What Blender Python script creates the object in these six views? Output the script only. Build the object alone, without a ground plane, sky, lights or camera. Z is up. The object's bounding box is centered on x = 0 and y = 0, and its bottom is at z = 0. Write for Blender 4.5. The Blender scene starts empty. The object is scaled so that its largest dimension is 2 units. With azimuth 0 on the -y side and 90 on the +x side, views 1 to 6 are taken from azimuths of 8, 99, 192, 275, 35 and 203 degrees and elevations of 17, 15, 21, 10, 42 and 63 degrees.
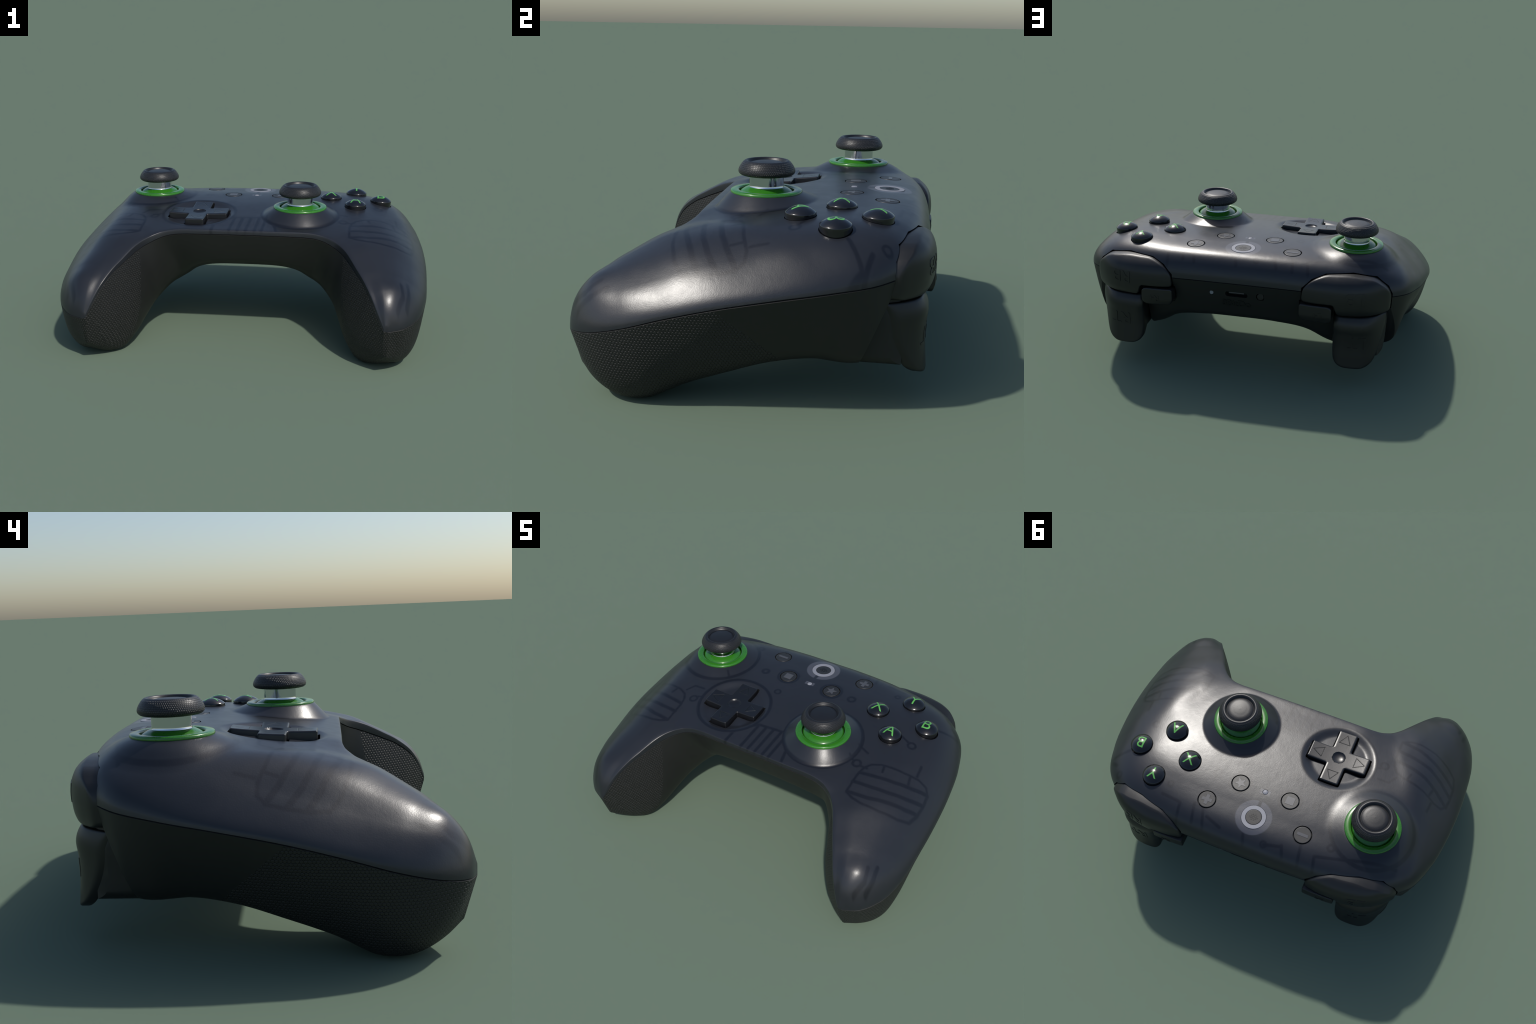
# A dark translucent-blue video game controller: loft-built body, cut pockets, separate controls.
import bpy, bmesh, math
import numpy as np
from mathutils import Vector, Matrix
from mathutils.bvhtree import BVHTree

# ------------------------------------------------------------------ helpers
def link(ob, parent=None):
    bpy.context.scene.collection.objects.link(ob)
    if parent is not None:
        ob.parent = parent
    return ob

def mesh_object(name, verts, faces, mats, parent=None, angle=40, face_mats=None):
    me = bpy.data.meshes.new(name)
    me.from_pydata([tuple(map(float, v)) for v in verts], [], faces)
    for m in mats:
        me.materials.append(m)
    if face_mats is not None:
        me.polygons.foreach_set('material_index', face_mats)
    me.update()
    smooth(me, angle)
    return link(bpy.data.objects.new(name, me), parent)

def smooth(me, angle=40):
    me.polygons.foreach_set('use_smooth', [True] * len(me.polygons))
    me.set_sharp_from_angle(angle=math.radians(angle))
    me.update()

def bm_object(name, bm, mats, parent=None, angle=40):
    me = bpy.data.meshes.new(name)
    bm.to_mesh(me)
    bm.free()
    for m in mats:
        me.materials.append(m)
    smooth(me, angle)
    return link(bpy.data.objects.new(name, me), parent)

def spline(knots, values, ts):
    """Catmull-Rom interpolation of rows of values at parameters knots."""
    k = np.asarray(knots, float)
    v = np.asarray(values, float)
    ts = np.clip(ts, k[0], k[-1])
    m = np.zeros_like(v)
    d = (v[1:] - v[:-1]) / (k[1:] - k[:-1]).reshape(-1, *([1] * (v.ndim - 1)))
    h = (k[1:] - k[:-1]).reshape(-1, *([1] * (v.ndim - 1)))
    m[1:-1] = (d[:-1] * h[1:] + d[1:] * h[:-1]) / (h[1:] + h[:-1])
    m[0], m[-1] = d[0], d[-1]
    i = np.clip(np.searchsorted(k, ts, side='right') - 1, 0, len(k) - 2)
    hh = k[i + 1] - k[i]
    t = (ts - k[i]) / hh
    sh = (-1,) + (1,) * (v.ndim - 1)
    t, hh = t.reshape(sh), hh.reshape(sh)
    return ((2*t**3 - 3*t**2 + 1) * v[i] + (t**3 - 2*t**2 + t) * hh * m[i]
            + (-2*t**3 + 3*t**2) * v[i + 1] + (t**3 - t**2) * hh * m[i + 1])

def lerp_table(pairs, x):
    a = np.array(pairs, float)
    return np.interp(x, a[:, 0], a[:, 1])

def curve_table(pairs, x):
    a = np.array(pairs, float)
    return spline(a[:, 0], a[:, 1], np.atleast_1d(np.asarray(x, float)))

def sstep(a, b, x):
    t = np.clip((x - a) / (b - a), 0, 1)
    return t * t * (3 - 2 * t)

def smax(a, b, k):
    h = np.clip(0.5 + 0.5 * (a - b) / k, 0, 1)
    return b * (1 - h) + a * h + k * h * (1 - h)

# ------------------------------------------------------------------ materials
class Nodes:
    def __init__(self, name):
        self.m = bpy.data.materials.new(name)
        self.m.use_nodes = True
        self.t = self.m.node_tree
        self.t.nodes.clear()
        self.out = self.t.nodes.new('ShaderNodeOutputMaterial')
        self.p = self.t.nodes.new('ShaderNodeBsdfPrincipled')
        self.t.links.new(self.p.outputs[0], self.out.inputs[0])
    def node(self, kind, **kw):
        n = self.t.nodes.new('ShaderNode' + kind)
        for k, v in kw.items():
            setattr(n, k, v)
        return n
    def put(self, sock, val):
        if isinstance(val, bpy.types.NodeSocket):
            self.t.links.new(val, sock)
        else:
            sock.default_value = val
    def math(self, op, a, b=0.0, c=0.0, clamp=False):
        n = self.node('Math', operation=op, use_clamp=clamp)
        for i, v in enumerate((a, b, c)):
            self.put(n.inputs[i], v)
        return n.outputs[0]
    def vmath(self, op, a, b=(0, 0, 0), c=(0, 0, 0)):
        n = self.node('VectorMath', operation=op)
        self.put(n.inputs[0], a); self.put(n.inputs[1], b)
        if op in ('WRAP', 'MULTIPLY_ADD'):
            self.put(n.inputs[2], c)
        return n.outputs['Value'] if op in ('LENGTH', 'DISTANCE', 'DOT_PRODUCT') else n.outputs[0]
    def coord(self):
        return self.node('TexCoord').outputs['Object']
    def noise(self, scale, detail=3, rough=.5, vec=None):
        n = self.node('TexNoise')
        n.inputs['Scale'].default_value = scale
        n.inputs['Detail'].default_value = detail
        n.inputs['Roughness'].default_value = rough
        self.put(n.inputs['Vector'], vec if vec is not None else self.coord())
        return n.outputs['Fac']
    def mix(self, fac, a, b):
        n = self.node('Mix', data_type='RGBA')
        self.put(n.inputs[0], fac); self.put(n.inputs[6], a); self.put(n.inputs[7], b)
        return n.outputs[2]
    def range(self, x, a, b, c=0.0, d=1.0):
        n = self.node('MapRange', interpolation_type='SMOOTHSTEP')
        for i, v in enumerate((x, a, b, c, d)):
            self.put(n.inputs[i], v)
        return n.outputs[0]
    def bump(self, height, strength, dist, normal=None):
        n = self.node('Bump')
        n.inputs['Strength'].default_value = strength
        n.inputs['Distance'].default_value = dist
        self.put(n.inputs['Height'], height)
        if normal is not None:
            self.put(n.inputs['Normal'], normal)
        return n.outputs[0]
    def set(self, **kw):
        for k, v in kw.items():
            self.put(self.p.inputs[k.replace('_', ' ')], v)
        return self

def rgb(r, g, b):
    return (r, g, b, 1.0)

def hexdots(n, vec, pitch):
    """Height of a hexagonal lattice of round studs on the xy part of vec."""
    v = n.vmath('SCALE', vec)
    v.node.inputs['Scale'].default_value = 1.0 / pitch
    r3 = math.sqrt(3)
    a = n.vmath('WRAP', v, (.5, r3 / 2, 1e6), (-.5, -r3 / 2, -1e6))
    b = n.vmath('WRAP', n.vmath('ADD', v, (.5, r3 / 2, 0)), (.5, r3 / 2, 1e6), (-.5, -r3 / 2, -1e6))
    flat = (1, 1, 0)
    d = n.math('MINIMUM', n.vmath('LENGTH', n.vmath('MULTIPLY', a, flat)), n.vmath('LENGTH', n.vmath('MULTIPLY', b, flat)))
    return n.range(d, .5, .36)

def plain(name, col, rough, metallic=0., grain=0., scale=150, spec=.5, coat=0., var=.12):
    n = Nodes(name)
    f = n.noise(9, 4, .6)
    dark = rgb(*[c * (1 - var) for c in col]); light = rgb(*[c * (1 + var) for c in col])
    n.set(Base_Color=n.mix(f, dark, light), Metallic=metallic,
          Roughness=n.math('ADD', rough - .04, n.math('MULTIPLY', n.noise(23, 3), .08)))
    n.p.inputs['Specular IOR Level'].default_value = spec
    n.p.inputs['Coat Weight'].default_value = coat
    n.p.inputs['Coat Roughness'].default_value = .15
    if grain:
        n.set(Normal=n.bump(n.noise(scale, 3), grain, .002))
    return n.m

# measured layout -------------------------------------------------------------
LEFT_STICK, RIGHT_STICK = (-.598, .312), (.290, -.018)
PAD = (-.287, -.022)
FACE = {'A': (.598, .163), 'B': (.745, .309), 'X': (.451, .309), 'Y': (.598, .457)}

def soft_stroke(n, P, a, b, half, soft):
    """Mask of a straight stroke from a to b, drawn on the flat coordinate P."""
    ax, ay = a; bx, by = b[0] - ax, b[1] - ay
    pa = n.vmath('SUBTRACT', P, (ax, ay, 0))
    q = bx * bx + by * by
    h = n.math('MULTIPLY', n.vmath('DOT_PRODUCT', pa, (bx / q, by / q, 0)), 1.0, clamp=True)
    v = n.vmath('SCALE', (bx, by, 0)); n.put(v.node.inputs['Scale'], h)
    return n.range(n.vmath('DISTANCE', pa, v), half + soft, half - soft)

def mirrored(paths):
    return paths + [[(-x, y) for x, y in p] for p in paths]

# the inner parts that show through the upper shell as soft dark strokes: (paths, half width)
GRIP_GRILLE = [
    [(.575, -.275), (.62, -.297), (.67, -.305), (.77, -.292), (.86, -.262), (.91, -.225), (.925, -.16), (.925, -.09), (.918, -.03),
     (.895, .002), (.85, .002), (.78, -.022), (.71, -.036), (.655, -.045), (.608, -.066), (.585, -.10), (.575, -.15), (.575, -.275)],
    [(.58, -.275), (.687, -.262), (.789, -.225), (.865, -.193), (.918, -.16)],
    [(.575, -.207), (.67, -.197), (.767, -.176), (.85, -.14), (.92, -.095)],
    [(.58, -.14), (.67, -.128), (.76, -.106), (.842, -.07), (.915, -.026)],
    [(.672, -.044), (.682, -.085)], [(.81, -.018), (.82, -.062)], [(.835, .012), (.828, .075)]]
STROKES = [
    (mirrored([GRIP_GRILLE[0]] + GRIP_GRILLE[4:]), .0068), (mirrored(GRIP_GRILLE[1:4]), .0105),
    # slats between the pad and the stick
    ([[(-.115, -.13), (-.07, -.095), (.075, -.085)]] + [[(x0, -.095), (x0 - .008, -.27)] for x0 in (-.07, -.024, .021, .069, .108)]
     + [[(-.173, -.215), (-.176, -.275)], [(.165, -.205), (.178, -.265)]], .009),
    # links and tabs around the rings
    ([[(-.473, .189), (-.44, .15)], [(.482, -.068), (.512, -.085)], [(.558, -.10), (.60, -.10)], [(.49, .02), (.555, -.007)],
      [(.655, .19), (.705, .168)], [(-.52, -.055), (-.505, -.05)], [(-.616, -.034), (-.588, .015), (-.525, .015)]], .0065),
    # antenna leads and cable frames along the back edge
    ([[(.51, .535), (.40, .547), (.39, .64)], [(.325, .525), (.305, .62)], [(.272, .53), (.24, .63)], [(.235, .57), (.192, .585), (.15, .60)],
      [(.02, .59), (.006, .63)], [(-.102, .601), (-.192, .58)], [(-.192, .574), (-.212, .625)], [(-.285, .536), (-.30, .63)],
      [(-.385, .63), (-.37, .565), (-.57, .515), (-.785, .465)]], .008),
    # forked brackets in the handle ends
    (mirrored([[(.85, -.545), (.862, -.60), (.835, -.66)], [(.885, -.51), (.892, -.57), (.882, -.625)]]), .009),
    # ribs on the right shoulder
    ([[(.80, .36), (.90, .42), (.955, .36)], [(.84, .45), (.935, .42)]], .009)]
RINGS = [  # centre, radius, half width
    (RIGHT_STICK, .213, .010), (LEFT_STICK, .222, .010), (PAD, .208, .0095),
    ((-.123, .179), .017, .006), ((-.285, .305), .018, .009), ((.279, .318), .020, .008), ((.729, .158), .020, .0065), ((.536, -.094), .021, .007),
    ((-.535, -.078), .021, .007), ((-.436, .494), .017, .007), ((.49, .472), .014, .006), ((-.142, .328), .060, .007), ((.143, .328), .060, .007),
    ((-.10, .60), .014, .006), ((.80, .50), .016, .006)]

def upper_shell_material():
    n = Nodes('smoky_blue_plastic')
    P = n.vmath('MULTIPLY', n.coord(), (1, 1, 0))
    mask, count, P0 = None, 0, P
    def add(m):
        nonlocal mask, count, P
        mask = m if mask is None else n.math('MAXIMUM', mask, m)
        count += 1
        if count % 10 == 0:      # chains the strokes in batches, so that the shader never holds them all at once
            P = n.vmath('MULTIPLY_ADD', mask, (1e-8, 1e-8, 0), P0)
    for paths, half in STROKES:
        for path in paths:
            for a, b in zip(path[:-1], path[1:]):
                add(soft_stroke(n, P, a, b, half, .0045))
    for c, r, w in RINGS:
        d = n.math('ABSOLUTE', n.math('SUBTRACT', n.vmath('DISTANCE', P, (*c, 0)), r))
        add(n.range(d, w + .004, w - .004))
    cloud = n.noise(3.2, 3, .55)
    base = n.mix(cloud, rgb(.0126, .0141, .0180), rgb(.0162, .0180, .0226))
    col = n.mix(n.math('MULTIPLY', mask, .9), base, rgb(.0050, .0058, .0090))
    # milky light guide around the home button, with a notch towards the indicator, and under the indicator
    d = n.vmath('DISTANCE', P, (.002, .485, 0))
    halo = n.range(d, .101, .094)
    halo = n.math('MULTIPLY', halo, n.math('SUBTRACT', 1.0, soft_stroke(n, P, (0, .42), (0, .36), .009, .004)))
    sx = n.node('SeparateXYZ'); n.put(sx.inputs[0], P)
    box = n.math('MAXIMUM', n.math('ABSOLUTE', sx.outputs[0]), n.math('MULTIPLY', n.math('ABSOLUTE', n.math('SUBTRACT', sx.outputs[1], .330)), 2.1))
    halo = n.math('MAXIMUM', halo, n.range(box, .031, .025))
    col = n.mix(halo, col, rgb(.058, .061, .074))
    peel = n.bump(n.noise(210, 2), .10, .002)
    wavy = n.bump(n.noise(9, 3, .6), .13, .006, peel)
    n.set(Base_Color=col, Roughness=n.math('ADD', .285, n.math('MULTIPLY', n.noise(14, 4, .6), .10)), Normal=wavy)
    return n.m

def grip_material():
    n = Nodes('studded_grip_rubber')
    P = n.coord()
    sep = n.node('SeparateXYZ'); n.put(sep.inputs[0], P)
    def plane(a, b):
        c = n.node('CombineXYZ'); n.put(c.inputs[0], sep.outputs[a]); n.put(c.inputs[1], sep.outputs[b])
        return hexdots(n, c.outputs[0], .0128)
    geo = n.node('NewGeometry').outputs['Normal']
    ns = n.node('SeparateXYZ'); n.put(ns.inputs[0], n.vmath('ABSOLUTE', geo))
    hx, hy, hz = plane(1, 2), plane(0, 2), plane(0, 1)
    ax, ay, az = ns.outputs
    isx = n.math('GREATER_THAN', n.math('MULTIPLY', ax, 1.25), n.math('MAXIMUM', ay, n.math('MULTIPLY', az, .8)))
    isy = n.math('GREATER_THAN', ay, n.math('MULTIPLY', az, .8))
    m1 = n.node('Mix'); n.put(m1.inputs[0], isy); n.put(m1.inputs[2], hz); n.put(m1.inputs[3], hy)
    m2 = n.node('Mix'); n.put(m2.inputs[0], isx); n.put(m2.inputs[2], m1.outputs[0]); n.put(m2.inputs[3], hx)
    h = m2.outputs[0]
    n.set(Base_Color=n.mix(h, rgb(.0045, .0045, .0043), rgb(.0105, .0107, .0102)),
          Roughness=.55, Normal=n.bump(h, .85, .0028, n.bump(n.noise(240, 2), .15, .002)))
    return n.m

def stick_material():
    n = Nodes('knurled_stick_rubber')
    P = n.coord()
    s = n.node('SeparateXYZ'); n.put(s.inputs[0], P)
    ang = n.math('MULTIPLY', n.math('ARCTAN2', s.outputs[1], s.outputs[0]), .0076 * 92 / (2 * math.pi))
    c = n.node('CombineXYZ'); n.put(c.inputs[0], ang); n.put(c.inputs[1], s.outputs[2])
    h = hexdots(n, c.outputs[0], .0076)
    rad = n.vmath('LENGTH', n.vmath('MULTIPLY', P, (1, 1, 0)))
    h = n.math('MULTIPLY', h, n.range(rad, .094, .100))
    n.set(Base_Color=n.mix(h, rgb(.008, .0085, .010), rgb(.016, .0165, .018)), Roughness=.42,
          Normal=n.bump(h, .8, .003, n.bump(n.noise(260, 2), .12, .002)))
    return n.m

def pad_material():
    n = Nodes('satin_pad_plastic')
    P = n.vmath('MULTIPLY', n.coord(), (1, 1, 0))
    mask = None
    for k in range(4):
        ca, sa = math.cos(k * math.pi / 2), math.sin(k * math.pi / 2)
        tri = [(.092, -.031), (.092, .031), (.147, 0), (.092, -.031)]
        tri = [(x * ca - y * sa, x * sa + y * ca) for x, y in tri]
        for a, b in zip(tri[:-1], tri[1:]):
            g = soft_stroke(n, P, a, b, .0014, .001)
            mask = g if mask is None else n.math('MAXIMUM', mask, g)
    n.set(Base_Color=n.mix(mask, rgb(.0072, .0077, .0095), rgb(.003, .003, .0035)), Roughness=n.math('ADD', .27, n.math('MULTIPLY', n.noise(30, 3), .07)),
          Normal=n.bump(n.math('SUBTRACT', 1.0, mask), 1.0, .003, n.bump(n.noise(200, 2), .08, .002)))
    return n.m

UPPER = upper_shell_material()
LOWER = plain('matt_black_plastic', (.0085, .0086, .0082), .52, grain=.12, scale=230)
RECESS = plain('dark_recess_plastic', (.0025, .0025, .0027), .7)
GRIP = grip_material()
STICK = stick_material()
PADMAT = pad_material()
CHROME = plain('polished_steel', (.62, .64, .66), .10, metallic=1., var=.03)
GREEN = plain('glossy_green_plastic', (.025, .155, .010), .28, coat=.4, var=.10)
GLOSS = plain('gloss_black_plastic', (.0055, .0058, .007), .20, coat=.3)
LETTER = plain('green_print', (.10, .36, .075), .30)
KEY = plain('charcoal_button_plastic', (.017, .017, .0165), .42, grain=.1, scale=220)
MARK = plain('grey_engraving', (.062, .064, .070), .36)
GUIDE = plain('milky_light_guide', (.215, .22, .245), .5)
TRIGGER = plain('satin_black_plastic', (.0098, .0098, .0098), .40, grain=.1, scale=230)
ENGRAVED = plain('engraved_black', (.0042, .0042, .0044), .5)

# ------------------------------------------------------------------ body loft
# One row per station from the middle of the controller round to the handle tip (right half).
# inner seam point, outer seam point, five crown heights between them, lower outer edge, lower inner edge
STATIONS = [
    ((0, -.280, .618), (0, .666, .558), (.652, .675, .697, .702, .678), (0, .578, .287), (0, -.192, .410)),
    ((.20, -.280, .617), (.22, .665, .557), (.652, .675, .697, .702, .677), (.20, .576, .282), (.19, -.190, .404)),
    ((.34, -.279, .614), (.44, .653, .551), (.652, .673, .696, .701, .670), (.37, .557, .249), (.28, -.172, .376)),
    ((.40, -.282, .608), (.64, .618, .541), (.646, .668, .691, .699, .661), (.50, .525, .170), (.33, -.142, .336)),
    ((.443, -.290, .597), (.78, .569, .529), (.639, .662, .684, .690, .643), (.64, .51, .135), (.37, -.120, .298)),
    ((.475, -.305, .585), (.888, .472, .514), (.631, .654, .674, .665, .608), (.815, .437, .160), (.41, -.125, .258)),
    ((.505, -.325, .572), (.951, .310, .492), (.621, .647, .659, .624, .560), (.820, .28, .176), (.452, -.160, .220)),
    ((.538, -.360, .557), (.983, .130, .465), (.608, .631, .632, .578, .518), (.832, .12, .160), (.495, -.220, .172)),
    ((.574, -.415, .533), (.999, -.080, .425), (.584, .604, .595, .537, .476), (.845, -.06, .108), (.528, -.315, .115)),
    ((.616, -.490, .498), (.998, -.270, .375), (.538, .553, .540, .486, .426), (.852, -.22, .054), (.562, -.41, .052)),
    ((.657, -.560, .460), (.986, -.430, .325), (.492, .504, .494, .447, .384), (.880, -.37, -.004), (.612, -.482, .000)),
    ((.702, -.634, .396), (.940, -.574, .285), (.424, .446, .445, .405, .344), (.885, -.492, .014), (.676, -.550, .016)),
    ((.740, -.678, .320), (.861, -.667, .264), (.346, .365, .362, .336, .301), (.843, -.592, .062), (.737, -.622, .072)),
    ((.769, -.700, .262), (.793, -.697, .258), (.280, .290, .290, .284, .270), (.791, -.655, .105), (.775, -.657, .107))]

HALF_STATIONS, TOP_SAMPLES, LOW_SAMPLES = 250, 170, 80

def quad_bspline(ctrl, n):
    """Clamped quadratic B-spline through ctrl (k,...,3) sampled at n+1 points."""
    k = len(ctrl)
    ts = np.linspace(0, k - 2, n + 1)
    out = []
    for t in ts:
        i = min(int(t), k - 3)
        u = t - i
        p0 = ctrl[i] if i == 0 else (ctrl[i] + ctrl[i + 1]) / 2
        p2 = ctrl[i + 2] if i == k - 3 else (ctrl[i + 1] + ctrl[i + 2]) / 2
        out.append((1-u)**2 * p0 + 2*u*(1-u) * ctrl[i+1] + u*u * p2)
    return out

def stick_mound(x, y, z, c, ztop, base_r, k):
    """Truncated cone that rises from the face around a stick."""
    r = np.hypot(x - c[0], y - c[1])
    g = (base_r - r) / (base_r - .146)
    g = smax(g, 0 * g, k)
    g = 1 - smax(1 - g, 0 * g, .04)
    return z + np.clip(g, 0, 1) * (ztop - z)

def face_relief(x, y, z):
    z = stick_mound(x, y, z, RIGHT_STICK, .722, .212, .10)
    z = stick_mound(x, y, z, LEFT_STICK, .719, .228, .35)
    # the right shoulder sits a little fuller than the left one
    side = np.exp(-((np.abs(x) - .875) / .085) ** 2) * sstep(-.48, -.22, y) * (1 - sstep(.05, .48, y))
    z = z + side * np.where(x > 0, .014, -.004)
    r = np.hypot(x - PAD[0], y - PAD[1])
    return z - .018 * (1 - sstep(.145, .208, r))

def build_body():
    rows = np.array([np.concatenate([np.ravel(p) for p in s]) for s in STATIONS])
    mirror = rows[1].copy(); mirror[[0, 3, 11, 14]] *= -1
    ext = np.vstack([mirror, rows])
    step = .6 * np.linalg.norm(np.diff(ext[:, 3:6], axis=0), axis=1) + .4 * np.linalg.norm(np.diff(ext[:, 0:3], axis=0), axis=1)
    k = np.concatenate([[0], np.cumsum(step)])
    k -= k[1]
    ts = np.linspace(0, k[-1], HALF_STATIONS)
    R = spline(k, ext, ts)
    R[0, [0, 3, 11, 14]] = 0
    I, O, H, BO, BI = R[:, 0:3], R[:, 3:6], R[:, 6:11], R[:, 11:14], R[:, 14:17]
    # upper arc: cosine spacing blended with even spacing
    s_even = np.linspace(0, 1, TOP_SAMPLES + 1)
    w = .55 * np.arccos(1 - 2 * s_even) / math.pi + .45 * s_even
    w = np.unique(np.concatenate([w[w == 0], np.linspace(.004, .06, 14), w[w > .063]]))
    top_n = len(w) - 1
    s = (1 - np.cos(math.pi * w)) / 2
    inward = I - O; inward[:, 2] = 0
    inward /= np.maximum(np.linalg.norm(inward, axis=1, keepdims=True), 1e-6)
    width = np.linalg.norm(I - O, axis=1, keepdims=True)
    lip = np.minimum(.0025, width * .2)
    ringv = []
    knots = np.insert(np.linspace(0, 1, 7), 1, .042)     # the second knot is the crest of the front lip
    heights = np.hstack([I[:, 2:3] + .0025, I[:, 2:3] + .66 * (H[:, :1] - I[:, 2:3]) + .002, H, O[:, 2:3] + .0025])
    Z = spline(knots[1:], heights[:, 1:].T, np.maximum(w, knots[1])).T      # (stations, samples)
    band = w < knots[1]
    rise = np.sin(w[band] / knots[1] * math.pi / 2) ** 1.3
    Z[:, band] = heights[:, :1] + (heights[:, 1:2] - heights[:, :1]) * rise
    for j in range(top_n + 1):
        p = I * (1 - s[j]) + O * s[j]
        p = p.copy(); p[:, 2] = Z[:, j]
        ringv.append(p)
    groove = np.minimum(.006, width * .3)
    ringv.append(O + inward * groove)
    ctrl = [O - [0, 0, .0025], O * .52 + BO * .48 - inward * (.018 * sstep(.6, .9, O[:, 0:1]) + .020 * sstep(.05, -.30, O[:, 1:2])) * np.minimum(1, width / .22), BO, BO * .5 + BI * .5 + [0, 0, .0], BI,
            BI * .47 + I * .53 + inward * (.015 + .028 * sstep(.42, .52, I[:, 0:1])) * np.minimum(1, width / .3), I - [0, 0, .0025]]
    low = quad_bspline(ctrl, LOW_SAMPLES)
    for p in low:
        p[:, 2] = smax(p[:, 2], np.zeros(len(p)), .02) - .0
    ringv += low
    ringv.append(I - inward * groove)
    ring = np.array(ringv).transpose(1, 0, 2)                # (stations, K, 3)
    K = ring.shape[1]
    left = ring[:0:-1].copy(); left[:, :, 0] *= -1
    allr = np.concatenate([left, ring])
    top = allr[:, :top_n + 1]
    top[:, :, 2] = face_relief(top[:, :, 0], top[:, :, 1], top[:, :, 2])
    n = len(allr)
    verts = allr.reshape(-1, 3)
    faces, mats = [], []
    kinds = [0] * top_n + [2, 2] + [1] * LOW_SAMPLES + [2, 2]
    for i in range(n - 1):
        for j in range(K):
            j2 = (j + 1) % K
            faces.append((i * K + j, i * K + j2, (i + 1) * K + j2, (i + 1) * K + j))
            mats.append(kinds[j])
    for row, flip in ((0, True), (n - 1, False)):              # handle tips
        up = [row * K + j for j in list(range(top_n + 2)) + [K - 1]]
        lo = [row * K + j for j in range(top_n + 1, K)]
        faces.append(tuple(up[::-1] if flip else up)); mats.append(0)
        faces.append(tuple(lo[::-1] if flip else lo)); mats.append(1)
    ob = mesh_object('body', verts, faces, [UPPER, LOWER, RECESS], None, 40, mats)
    bm = bmesh.new(); bm.from_mesh(ob.data)
    bmesh.ops.recalc_face_normals(bm, faces=bm.faces)
    bm.to_mesh(ob.data); bm.free()
    return ob

# ------------------------------------------------------------------ generic solids
def round_poly(pts, radii, seg=6):
    """Rounds the corners of a polygon; radii may be one number or one per corner."""
    n = len(pts)
    if not hasattr(radii, '__len__'):
        radii = [radii] * n
    out = []
    for i in range(n):
        p, a, b = Vector(pts[i]), Vector(pts[i - 1]), Vector(pts[(i + 1) % n])
        r = radii[i]
        if r <= 0:
            out.append(p); continue
        da, db = (a - p), (b - p)
        l = min(r, da.length * .49, db.length * .49)
        q0, q1 = p + da.normalized() * l, p + db.normalized() * l
        for k in range(seg + 1):
            t = k / seg
            out.append((1 - t)**2 * q0 + 2 * t * (1 - t) * p + t * t * q1)
    return [(v.x, v.y) for v in out]

def plate_bm(outline, depth, bevel, step, seg=3, both=False):
    """Solid slab on an xy outline, z from -depth to 0, front edge bevelled, gridded at step."""
    bm = bmesh.new()
    vs = [bm.verts.new((x, y, 0)) for x, y in outline]
    f = bm.faces.new(vs)
    f.normal_update()
    if f.normal.z < 0:
        f.normal_flip()
    r = bmesh.ops.extrude_face_region(bm, geom=[f])
    newv = [g for g in r['geom'] if isinstance(g, bmesh.types.BMVert)]
    bmesh.ops.translate(bm, verts=vs, vec=(0, 0, -depth))
    bmesh.ops.recalc_face_normals(bm, faces=bm.faces)
    if bevel:
        nv = set(newv)
        edges = [e for e in bm.edges if (e.verts[0] in nv) == (e.verts[1] in nv) and (both or e.verts[0] in nv)]
        bmesh.ops.bevel(bm, geom=edges, offset=bevel, segments=seg, profile=.5, affect='EDGES', clamp_overlap=True)
    grid_cut(bm, step)
    return bm

def grid_cut(bm, step, axes=(0, 1)):
    co = np.array([v.co for v in bm.verts])
    for ax in axes:
        lo, hi = co[:, ax].min(), co[:, ax].max()
        for c in np.arange(lo + step * .5, hi, step):
            p, nn = [0, 0, 0], [0, 0, 0]
            p[ax] = c; nn[ax] = 1
            bmesh.ops.bisect_plane(bm, geom=bm.verts[:] + bm.edges[:] + bm.faces[:], plane_co=p, plane_no=nn, dist=1e-5)

def lathe(name, profile, mat, parent, seg=96, loc=(0, 0, 0), closed_top=True, angle=50):
    verts, faces = [], []
    n = len(profile)
    for i in range(seg):
        a = 2 * math.pi * i / seg
        for r, z in profile:
            verts.append((r * math.cos(a), r * math.sin(a), z))
    for i in range(seg):
        i2 = (i + 1) % seg
        for j in range(n - 1):
            faces.append((i * n + j, i2 * n + j, i2 * n + j + 1, i * n + j + 1))
    ob = mesh_object(name, verts, faces, [mat], parent, angle)
    bm = bmesh.new(); bm.from_mesh(ob.data)
    bmesh.ops.remove_doubles(bm, verts=bm.verts, dist=1e-6)
    bmesh.ops.recalc_face_normals(bm, faces=bm.faces)
    bm.to_mesh(ob.data); bm.free()
    smooth(ob.data, angle)
    ob.location = loc
    return ob

def profile_smooth(pts, n=8):
    p = np.array(pts, float)
    k = np.concatenate([[0], np.cumsum(np.linalg.norm(np.diff(p, axis=0), axis=1))])
    return spline(k, p, np.linspace(0, k[-1], n * len(pts)))

def bvh_of(ob):
    dg = bpy.context.evaluated_depsgraph_get()
    dg.update()
    me = ob.data
    mw = world_of(ob)
    return BVHTree.FromPolygons([mw @ v.co for v in me.vertices], [tuple(p.vertices) for p in me.polygons])

def world_of(ob):
    m = Matrix.LocRotScale(ob.location, ob.rotation_euler, ob.scale)
    return world_of(ob.parent) @ m if ob.parent else m

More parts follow.
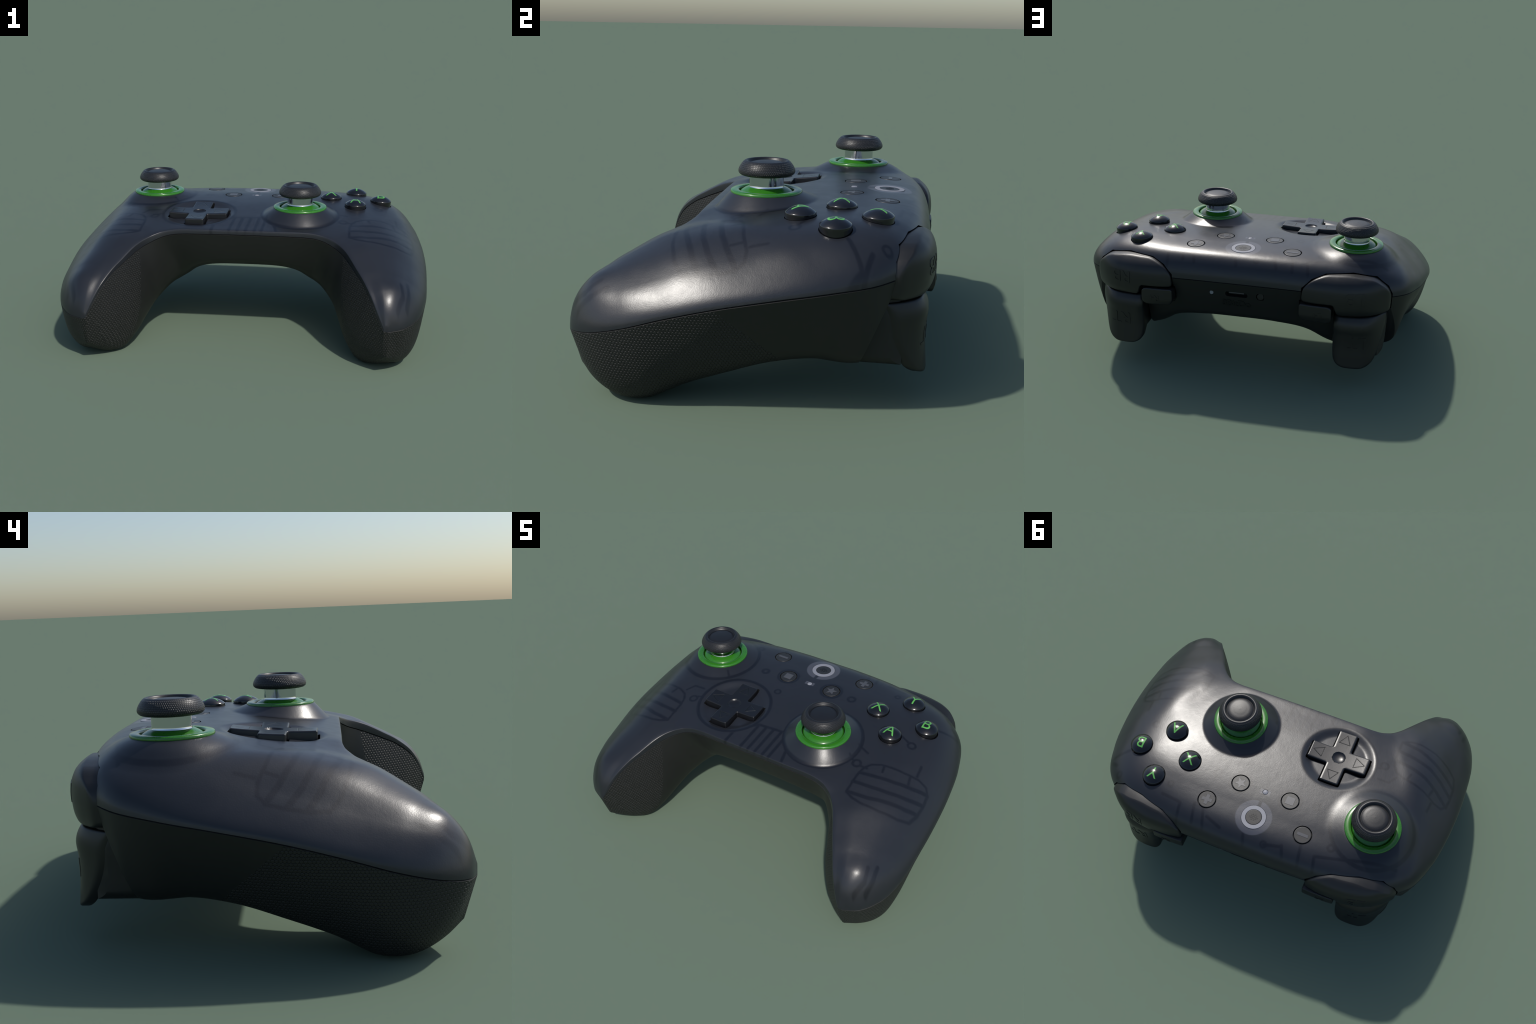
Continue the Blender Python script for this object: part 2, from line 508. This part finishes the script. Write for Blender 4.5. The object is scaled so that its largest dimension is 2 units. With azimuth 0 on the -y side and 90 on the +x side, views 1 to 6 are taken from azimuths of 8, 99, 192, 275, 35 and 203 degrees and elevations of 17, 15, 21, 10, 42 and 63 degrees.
def text_bm(body, size, bold=0.):
    cu = bpy.data.curves.new('lettering', 'FONT')
    cu.body = body; cu.size = size; cu.align_x = 'CENTER'; cu.align_y = 'CENTER'; cu.offset = bold
    cu.resolution_u = 6
    ob = link(bpy.data.objects.new('lettering', cu))
    dg = bpy.context.evaluated_depsgraph_get(); dg.update()
    me = bpy.data.meshes.new_from_object(ob.evaluated_get(dg))
    bpy.data.objects.remove(ob); bpy.data.curves.remove(cu)
    bm = bmesh.new(); bm.from_mesh(me); bpy.data.meshes.remove(me)
    bmesh.ops.remove_doubles(bm, verts=bm.verts, dist=1e-6)
    co = np.array([v.co for v in bm.verts])
    c = (co.min(0) + co.max(0)) / 2
    bmesh.ops.translate(bm, verts=bm.verts, vec=(-c[0], -c[1], 0))
    return bm

def poly_bm(polys):
    bm = bmesh.new()
    for p in polys:
        bm.faces.new([bm.verts.new((x, y, 0)) for x, y in p])
    return bm

def wrap_on(name, bm, tree, origin, right, up, mat, parent, proud=.0008, step=.008, sink=.003):
    """Lays a flat mesh on a surface (like an inlay): its face follows the surface, its rim sinks into it."""
    grid_cut(bm, step)
    bmesh.ops.triangulate(bm, faces=bm.faces)
    right, up, origin = Vector(right).normalized(), Vector(up).normalized(), Vector(origin)
    nrm = right.cross(up)
    inv = world_of(parent).inverted()
    for v in bm.verts:
        start = origin + right * v.co.x + up * v.co.y + nrm * .15
        hit = tree.ray_cast(start, -nrm, .4)
        p = hit[0] if hit[0] is not None else start - nrm * .15
        v.co = p + nrm * proud
    r = bmesh.ops.extrude_face_region(bm, geom=bm.faces[:])
    top = [g for g in r['geom'] if isinstance(g, bmesh.types.BMVert)]
    low = [v for v in bm.verts if v not in set(top)]
    bmesh.ops.translate(bm, verts=low, vec=-nrm * (sink + proud))
    bmesh.ops.recalc_face_normals(bm, faces=bm.faces)
    bm.transform(inv)
    return bm_object(name, bm, [mat], parent, 30)

# ------------------------------------------------------------------ assemble
root = link(bpy.data.objects.new('game_controller', None))
root['label'] = 'dark smoky blue gamepad with green ringed thumbsticks'
root['category'] = 'game controller'

body = build_body()
body_tree = bvh_of(body)
def face_at(x, y):
    loc, nrm, _, _ = body_tree.ray_cast(Vector((x, y, 1.5)), Vector((0, 0, -1)))
    # average normal over a small patch
    ns = Vector()
    for dx, dy in ((.03, 0), (-.03, 0), (0, .03), (0, -.03), (0, 0)):
        h = body_tree.ray_cast(Vector((x + dx, y + dy, 1.5)), Vector((0, 0, -1)))
        ns += h[1]
    return loc, ns.normalized()

BUMPER = [(.358, .500), (.532, .500), (.552, .440), (.70, .436), (.80, .440), (.822, .455), (.826, .540), (.804, .582), (.742, .630), (.62, .650), (.48, .645), (.41, .618), (.362, .572)]
BUMPER_R = [.02, .012, .02, .03, .02, .015, .03, .03, .03, .05, .03, .03, .03]
TRIG = [(.534, .428), (.534, .22), (.544, .160), (.590, .133), (.700, .132), (.752, .162), (.776, .23), (.798, .33), (.808, .428)]
TRIG_R = [.012, .05, .04, .05, .05, .05, .06, .1, .012]
PADDLE = [(.352, .492), (.350, .425), (.366, .398), (.50, .390), (.526, .405), (.526, .478), (.505, .490)]

menu = {'plus': (.272, .483), 'star': (.143, .329), 'square': (-.142, .328), 'minus': (-.273, .482)}
cut = bmesh.new()
def cut_cylinder(x, y, r, z0, z1, nrm=None, seg=64):
    m = Matrix.Translation((x, y, (z0 + z1) / 2))
    bmesh.ops.create_cone(cut, cap_ends=True, segments=seg, radius1=r, radius2=r, depth=z1 - z0, matrix=m)
def cut_along(loc, nrm, r, above, below, seg=64):
    q = Vector((0, 0, 1)).rotation_difference(nrm).to_matrix().to_4x4()
    m = Matrix.Translation(Vector(loc) + nrm * (above - below) / 2) @ q
    bmesh.ops.create_cone(cut, cap_ends=True, segments=seg, radius1=r, radius2=r, depth=above + below, matrix=m)
def cut_prism(outline, y0, y1, sgn):
    front = [cut.verts.new((sgn * x, y1, z)) for x, z in outline]
    back = [cut.verts.new((sgn * x, y0, z)) for x, z in outline]
    n = len(outline)
    cut.faces.new(front); cut.faces.new(back[::-1])
    for i in range(n):
        cut.faces.new((front[i], back[i], back[(i + 1) % n], front[(i + 1) % n]))
def grow(pts, d):
    c = np.array(pts); out = []
    area = sum(c[i - 1][0] * c[i][1] - c[i][0] * c[i - 1][1] for i in range(len(c)))
    sg = 1 if area > 0 else -1
    for i in range(len(c)):
        a, p, b = c[i - 1], c[i], c[(i + 1) % len(c)]
        n1 = np.array([(p - a)[1], -(p - a)[0]]); n2 = np.array([(b - p)[1], -(b - p)[0]])
        nn = n1 / np.linalg.norm(n1) + n2 / np.linalg.norm(n2)
        nn /= max(.6, nn @ nn / 2)
        out.append(tuple(p + sg * d * nn))
    return out

def pad_outline(a=.166, b=.0525, r=.012):
    pts = [(a, -b), (a, b), (b, b), (b, a), (-b, a), (-b, b), (-a, b), (-a, -b), (-b, -b), (-b, -a), (b, -a), (b, -b)]
    rad = [.008, .008, .010] * 4
    return round_poly(pts, rad, 4)

spots = {}
for k, (x, y) in FACE.items():
    spots[k] = face_at(x, y)
    cut_cylinder(x, y, .0628, spots[k][0].z - .045, .80)
for k, (x, y) in menu.items():
    spots[k] = face_at(x, y)
    cut_along(*spots[k], .0512, .03, .012)
spots['home'] = face_at(.002, .485)
cut_along(*spots['home'], .0675, .03, .012)
spots['led'] = face_at(0, .329)
cut_along(*spots['led'], .0155, .03, .010, 32)
for c in (LEFT_STICK, RIGHT_STICK):
    cut_cylinder(c[0], c[1], .1415, .690, .80, seg=96)
hole = pad_outline(.174, .0605)
lowv = [cut.verts.new((PAD[0] + x, PAD[1] + y, .600)) for x, y in hole]
highv = [cut.verts.new((PAD[0] + x, PAD[1] + y, .760)) for x, y in hole]
cut.faces.new(lowv[::-1]); cut.faces.new(highv)
for i in range(len(hole)):
    cut.faces.new((lowv[i], lowv[(i + 1) % len(hole)], highv[(i + 1) % len(hole)], highv[i]))
for sgn in (1, -1):
    cut_prism(grow(BUMPER, .0045), .47, .80, sgn)
    cut_prism(grow(PADDLE, .006), .60, .79, sgn)
    # slanted opening behind the trigger
    yz = [(.538, .495), (.400, .155), (.37, .05), (.795, .05), (.795, .495)]
    a = [cut.verts.new((sgn * .528, y, z)) for y, z in yz]
    b = [cut.verts.new((sgn * 1.10, y, z)) for y, z in yz]
    cut.faces.new(a); cut.faces.new(b[::-1])
    for i in range(5):
        cut.faces.new((a[i], b[i], b[(i + 1) % 5], a[(i + 1) % 5]))
    # screw hole on the handle end
    cut_along((sgn * .825, -.545, .025), Vector((sgn * .35, -.40, -.85)).normalized(), .018, .03, .03, 24)
# charging port, pairing button and status light on the back
def cut_back(x, z, w, h, depth, seg=8):
    pts = round_poly([(x - w, z - h), (x + w, z - h), (x + w, z + h), (x - w, z + h)], min(w, h), seg)
    cut_prism(pts, .64 - depth, .72, 1)
cut_back(0, .488, .062, .0165, .05)
cut_back(-.133, .488, .0225, .0225, .012)
cut_back(.139, .486, .0125, .0125, .008)
bmesh.ops.recalc_face_normals(cut, faces=cut.faces)
cutter = bm_object('cutter', cut, [UPPER, LOWER, RECESS], None)
for p in cutter.data.polygons:
    p.material_index = 2
mod = body.modifiers.new('pockets', 'BOOLEAN')
mod.operation = 'DIFFERENCE'; mod.object = cutter; mod.solver = 'EXACT'; mod.use_self = True
mod.material_mode = 'TRANSFER'
dg = bpy.context.evaluated_depsgraph_get(); dg.update()
cut_me = bpy.data.meshes.new_from_object(body.evaluated_get(dg))
bpy.data.objects.remove(cutter); bpy.data.objects.remove(body)

names = [m.name for m in cut_me.materials]
def piece(name, keep_mats, mats, keep=None, planes=()):
    bm = bmesh.new(); bm.from_mesh(cut_me)
    want = {names.index(m.name) for m in keep_mats}
    bmesh.ops.delete(bm, geom=[f for f in bm.faces if f.material_index not in want], context='FACES')
    for co, no in planes:
        bmesh.ops.bisect_plane(bm, geom=bm.verts[:] + bm.edges[:] + bm.faces[:], plane_co=co, plane_no=no, dist=1e-6)
    if keep is not None:
        bmesh.ops.delete(bm, geom=[f for f in bm.faces if not keep(f)], context='FACES')
    remap = {names.index(m.name): i for i, m in enumerate(mats) if m.name in names}
    for f in bm.faces:
        f.material_index = remap.get(f.material_index, 0)
    return bm_object(name, bm, mats, root, 38)

# the studded handle covers lie in front of a slanted plane through three points of their border
P0, P1, P2 = Vector((.99, -.09, .425)), Vector((.86, .125, .215)), Vector((.53, -.40, .58))
grip_no = (P1 - P0).cross(P2 - P0).normalized()
if grip_no.y > 0: grip_no = -grip_no          # points towards the handle tip
grip_no_l = Vector((-grip_no.x, grip_no.y, grip_no.z)); P0_l = Vector((-P0.x, P0.y, P0.z))
P3, inner_no = Vector((0, -.385, .50)), Vector((0, -1, .18)).normalized()
def in_grip(f):
    c, n = f.calc_center_median(), f.normal
    side = 1 if c.x > 0 else -1
    if side * n.x < -.12 or (n.y < -.6 and abs(c.x) < .74):          # wall that faces the gap between the handles
        return (c - P3).dot(inner_no) > 0
    return (c - P0).dot(grip_no) > 0 if side > 0 else (c - P0_l).dot(grip_no_l) > 0
cuts = ((P0, grip_no), (P0_l, grip_no_l), (P3, inner_no))
upper_shell = piece('upper_shell', [UPPER], [UPPER])
lower_shell = piece('lower_shell', [LOWER, RECESS], [LOWER, RECESS], lambda f: not (f.material_index == names.index(LOWER.name) and in_grip(f)), cuts)
grip_r = piece('handle_grip', [LOWER], [GRIP], lambda f: f.calc_center_median().x > 0 and in_grip(f), cuts)
grip_l = piece('handle_grip', [LOWER], [GRIP], lambda f: f.calc_center_median().x < 0 and in_grip(f), cuts)
bpy.data.meshes.remove(cut_me)

# ------------------------------------------------------------------ thumbsticks
cap_profile = profile_smooth([(.0, .7865), (.06, .7865), (.092, .788), (.110, .7925), (.1162, .799), (.1178, .806), (.1158, .816), (.1105, .827), (.1035, .837), (.096, .8450), (.088, .8495),
                              (.081, .8480), (.0765, .841), (.0725, .8365), (.069, .8385), (.060, .8415), (.035, .8445), (.0, .8460)], 5)
for c in (LEFT_STICK, RIGHT_STICK):
    base = link(bpy.data.objects.new('thumbstick', None), root)
    base.location = (c[0], c[1], .69)
    def L(name, prof, mat, seg=96, angle=50):
        return lathe(name, [(r, z - .69) for r, z in prof], mat, base, seg, angle=angle)
    L('stick_cap', cap_profile, STICK, 144)
    L('stick_stem', [(.0, .735), (.0722, .735), (.0722, .7400), (.0716, .7415), (.0708, .7425), (.0708, .750), (.0708, .788), (.0, .789)], CHROME, 96, 60)
    L('collar_ring', [(.148, .715), (.1495, .720), (.1485, .7265), (.145, .7295), (.120, .7305), (.1155, .7285), (.1145, .724), (.1145, .702), (.135, .702), (.148, .715)], GREEN, 128, 60)
    L('collar_dome', profile_smooth([(.1115, .700), (.1105, .716), (.108, .7215), (.100, .7275), (.090, .7335), (.080, .738), (.0, .739)], 4), GREEN, 128, 60)
    L('collar_well', [(.0, .697), (.140, .697), (.140, .712), (.1415, .712), (.1415, .692), (.0, .692)], RECESS, 64)

# ------------------------------------------------------------------ direction pad
bm = plate_bm(pad_outline(), .075, .007, .010)
for ax in (0, 1):
    for c in np.arange(-.0385, .039, .0025):
        no = [0, 0, 0]; no[ax] = 1
        near = [f for f in bm.faces if f.calc_center_median().length < .10]
        geom = list({v for f in near for v in f.verts}) + list({e for f in near for e in f.edges}) + near
        bmesh.ops.bisect_plane(bm, geom=geom, plane_co=[c * n for n in no], plane_no=no, dist=1e-5)

for v in bm.verts:
    r = math.hypot(v.co.x, v.co.y)
    if v.co.z > -.03:
        v.co.z += .006 * (r / .17) ** 2 - .003
        if r < .036:
            v.co.z -= .010 * math.sqrt(max(0, 1 - (r / .036) ** 2)) + .0015
pad = bm_object('direction_pad', bm, [PADMAT], root, 35)
pz = .686
pad.location = (PAD[0], PAD[1], pz)
pad.rotation_euler = (math.radians(3.5), 0, 0)

# ------------------------------------------------------------------ face buttons
dome = profile_smooth([(.0602, -.020), (.0603, -.002), (.0598, .0005), (.0575, .0028), (.048, .0100), (.032, .0180), (.016, .0230), (.0, .0245)], 5)
dome = [(.0602, -.05)] + [tuple(p) for p in dome]
tops = {'A': .705, 'B': .697, 'X': .711, 'Y': .706}
button_mesh = None
for k, (x, y) in FACE.items():
    if button_mesh is None:
        ob = lathe('face_button', dome, GLOSS, root, 96)
        button_mesh = ob.data
    else:
        ob = link(bpy.data.objects.new('face_button', button_mesh), root)
    ob.location = (x, y, tops[k])
    ob.rotation_euler = (0, math.radians({'A': 2, 'B': 5, 'X': 0, 'Y': 2}[k]), 0)
    tree = bvh_of(ob)
    wrap_on('button_letter', text_bm(k, .093, -.0003), tree, (x, y, tops[k]), (1, 0, 0), (0, 1, 0), LETTER, ob, .0006, .006)

# ------------------------------------------------------------------ menu buttons, home button, light
def orient(ob, spot, lift=0.):
    ob.location = spot[0] + spot[1] * lift
    ob.rotation_euler = Vector((0, 0, 1)).rotation_difference(spot[1]).to_euler()
def star(r):
    return [(r * (1 if i % 2 == 0 else .42) * math.sin(i * math.pi / 5), r * (1 if i % 2 == 0 else .42) * math.cos(i * math.pi / 5)) for i in range(10)]
def bar(w, h):
    return [(-w, -h), (w, -h), (w, h), (-w, h)]
cross = [(.028, -.009), (.028, .009), (.009, .009), (.009, .028), (-.009, .028), (-.009, .009), (-.028, .009), (-.028, -.009), (-.009, -.009), (-.009, -.028), (.009, -.028), (.009, -.009)]
signs = {'plus': cross, 'star': star(.033), 'square': bar(.0225, .0225), 'minus': bar(.030, .008)}
key_prof = [(.0, -.010), (.0462, -.010), (.0462, -.002), (.0457, -.0006), (.0445, .0004), (.043, .0007), (.0428, .0007), (.0, .0007)]
key_mesh = None
for k, outline in signs.items():
    if key_mesh is None:
        ob = lathe('menu_button', key_prof, KEY, root, 64)
        key_mesh = ob.data
    else:
        ob = link(bpy.data.objects.new('menu_button', key_mesh), root)
    orient(ob, spots[k], .0)
    o, nrm = spots[k]
    rt = Vector((1, 0, 0)); rt = (rt - nrm * rt.dot(nrm)).normalized()
    wrap_on('button_symbol', poly_bm([outline]), bvh_of(ob), o, rt, nrm.cross(rt), MARK, ob, .0012, .02)
home = lathe('home_button', [(0, -.010), (.0425, -.010), (.0425, -.001), (.0415, .0006), (.040, .0008), (.0398, .0008), (0, .0008)], KEY, root, 64)
orient(home, spots['home'])
lathe('light_ring', [(.0440, -.010), (.0440, .0002), (.0448, .0008), (.045, .0008), (.0645, .0008), (.0647, .0008), (.0658, 0), (.0658, -.010)], GUIDE, home, 96)
o, nrm = spots['home']
rt = Vector((1, 0, 0)); rt = (rt - nrm * rt.dot(nrm)).normalized()
dots = []
for j, row in enumerate(((-1, 1), (-2, 0, 2), (-3, -1, 1, 3), (-2, 0, 2), (-1, 1))):
    for i in row:
        cx, cy = i * .0068, (2 - j) * .0072
        dots.append([(cx - .0036, cy - .0036), (cx + .0036, cy - .0036), (cx + .0036, cy + .0036), (cx - .0036, cy + .0036)])
emblem = wrap_on('button_symbol', poly_bm(dots), bvh_of(home), o, rt, nrm.cross(rt), ENGRAVED, home, .0006, .02)
emblem['kind'] = 'stuff'
led = lathe('indicator_light', [(0, -.008), (.0135, -.008), (.0135, -.0005), (.011, .0010), (0, .0014)], GUIDE, root, 32)
orient(led, spots['led'])

# ------------------------------------------------------------------ bumpers, triggers, paddles
def bumper_front(x, z):
    plan = curve_table([(.34, .660), (.37, .671), (.42, .681), (.50, .685), (.58, .682), (.64, .672), (.69, .658), (.73, .638), (.76, .617), (.79, .590), (.815, .563), (.84, .52)], x)
    roll = curve_table([(.42, -.030), (.435, -.020), (.455, -.010), (.50, -.001), (.55, 0), (.59, -.008), (.62, -.026), (.640, -.050), (.66, -.085)], z)
    return (plan + roll)[0]
def trigger_front(x, z):
    plan = curve_table([(.52, -.03), (.538, -.016), (.556, -.006), (.61, -.002), (.66, -.004), (.70, -.012), (.74, -.036), (.77, -.07), (.79, -.10), (.805, -.125), (.82, -.15)], x)
    side = curve_table([(.10, .674), (.13, .669), (.19, .663), (.26, .658), (.32, .660), (.375, .664), (.395, .659), (.43, .640)], z)
    return (plan + side)[0]
def trigger_back(z):
    return float(lerp_table([(.10, .636), (.14, .624), (.18, .604), (.25, .572), (.43, .49)], z))

def push_part(name, outline, sgn, front, back, mat, bevel, step):
    bm = plate_bm(outline, 1.0, bevel, step, both=True)
    for v in bm.verts:
        x, z, t = v.co.x, v.co.y, v.co.z
        f = front(x, z)
        if t > -.5:
            y = f + t                       # bevel zone keeps its depth below the front
        else:
            y = min(back(z), f - .04) + (t + 1)
        v.co = (sgn * x, y, z)
    bmesh.ops.recalc_face_normals(bm, faces=bm.faces)
    return bm_object(name, bm, [mat], root, 40)

for sgn, tag in ((1, 'R'), (-1, 'L')):
    bumper = push_part('bumper', round_poly(BUMPER, BUMPER_R, 5), sgn, bumper_front, lambda z: .50, TRIGGER, .006, .010)
    trig = push_part('trigger', round_poly(TRIG, TRIG_R, 6), sgn, trigger_front, trigger_back, TRIGGER, .014, .010)
    paddle = push_part('rear_button', round_poly(PADDLE, .014, 4), sgn,
                       lambda x, z: .689 - .10 * max(0, abs(x - .44) - .04) ** 1.2 - .012 * max(0, (.43 - z) / .04), lambda z: .60, TRIGGER, .010, .010)
    for ob, txt, size, x, z in ((bumper, tag + 'B', .098, .645, .540), (trig, tag + 'T', .098, .664, .280), (paddle, tag + '4', .052, .452, .434)):
        wrap_on('engraved_letters', text_bm(txt, size), bvh_of(ob), (sgn * x, .70, z), (1, 0, 0), (0, 0, -1), TRIGGER, ob, .0022, .012)
    # dark block that carries the trigger
    bm = plate_bm(round_poly([(.545, .455), (.545, .21), (.57, .175), (.77, .180), (.797, .21), (.812, .455)], .02, 3), 1.0, 0, .03)
    for v in bm.verts:
        x, z, t = v.co.x, v.co.y, v.co.z
        fr = min(.57, trigger_front(x, z) - .02)
        v.co = (sgn * x, fr if t > -.5 else .36, z)
    bmesh.ops.recalc_face_normals(bm, faces=bm.faces)
    bm_object('trigger_housing', bm, [LOWER], root, 40)

# ------------------------------------------------------------------ back panel details
low_tree = bvh_of(lower_shell)
def back_y(x, z):
    h = low_tree.ray_cast(Vector((x, 1.2, z)), Vector((0, -1, 0)))
    return h[0].y
def back_plate(name, outline, y, depth, mat, bevel=.002):
    bm = plate_bm(outline, depth, bevel, .05)
    bm.transform(Matrix(((1, 0, 0, 0), (0, 0, 1, y), (0, 1, 0, 0), (0, 0, 0, 1))))
    bmesh.ops.recalc_face_normals(bm, faces=bm.faces)
    return bm_object(name, bm, [mat], root, 40)
yb = back_y(-.22, .488) - .002
port = link(bpy.data.objects.new('charging_port', None), root)
rim = back_plate('port_shell', round_poly([(-.060, .473), (.060, .473), (.060, .503), (-.060, .503)], .015, 6), yb - .03, .02, RECESS)
tongue = back_plate('port_tongue', round_poly([(-.042, .491), (.042, .491), (.042, .498), (-.042, .498)], .002, 2), yb - .004, .04, MARK, .001)
for ob in (rim, tongue):
    ob.parent = port
back_plate('pairing_button', round_poly([(-.133 + .019 * math.cos(a), .488 + .019 * math.sin(a)) for a in np.linspace(0, 2 * math.pi, 25)[:-1]], 0), yb, .015, LOWER)
back_plate('status_light', round_poly([(.139 + .0115 * math.cos(a), .486 + .0115 * math.sin(a)) for a in np.linspace(0, 2 * math.pi, 25)[:-1]], 0), yb + .001, .015, GUIDE)
wrap_on('engraved_letters', text_bm('8BitDo', .056, .002), low_tree, (.004, .66, .428), (-1, 0, 0), (0, 0, 1), ENGRAVED, lower_shell, .0022, .012)
print('TRIS', sum(sum(len(p.vertices) - 2 for p in o.data.polygons) for o in bpy.data.objects if o.type == 'MESH'))
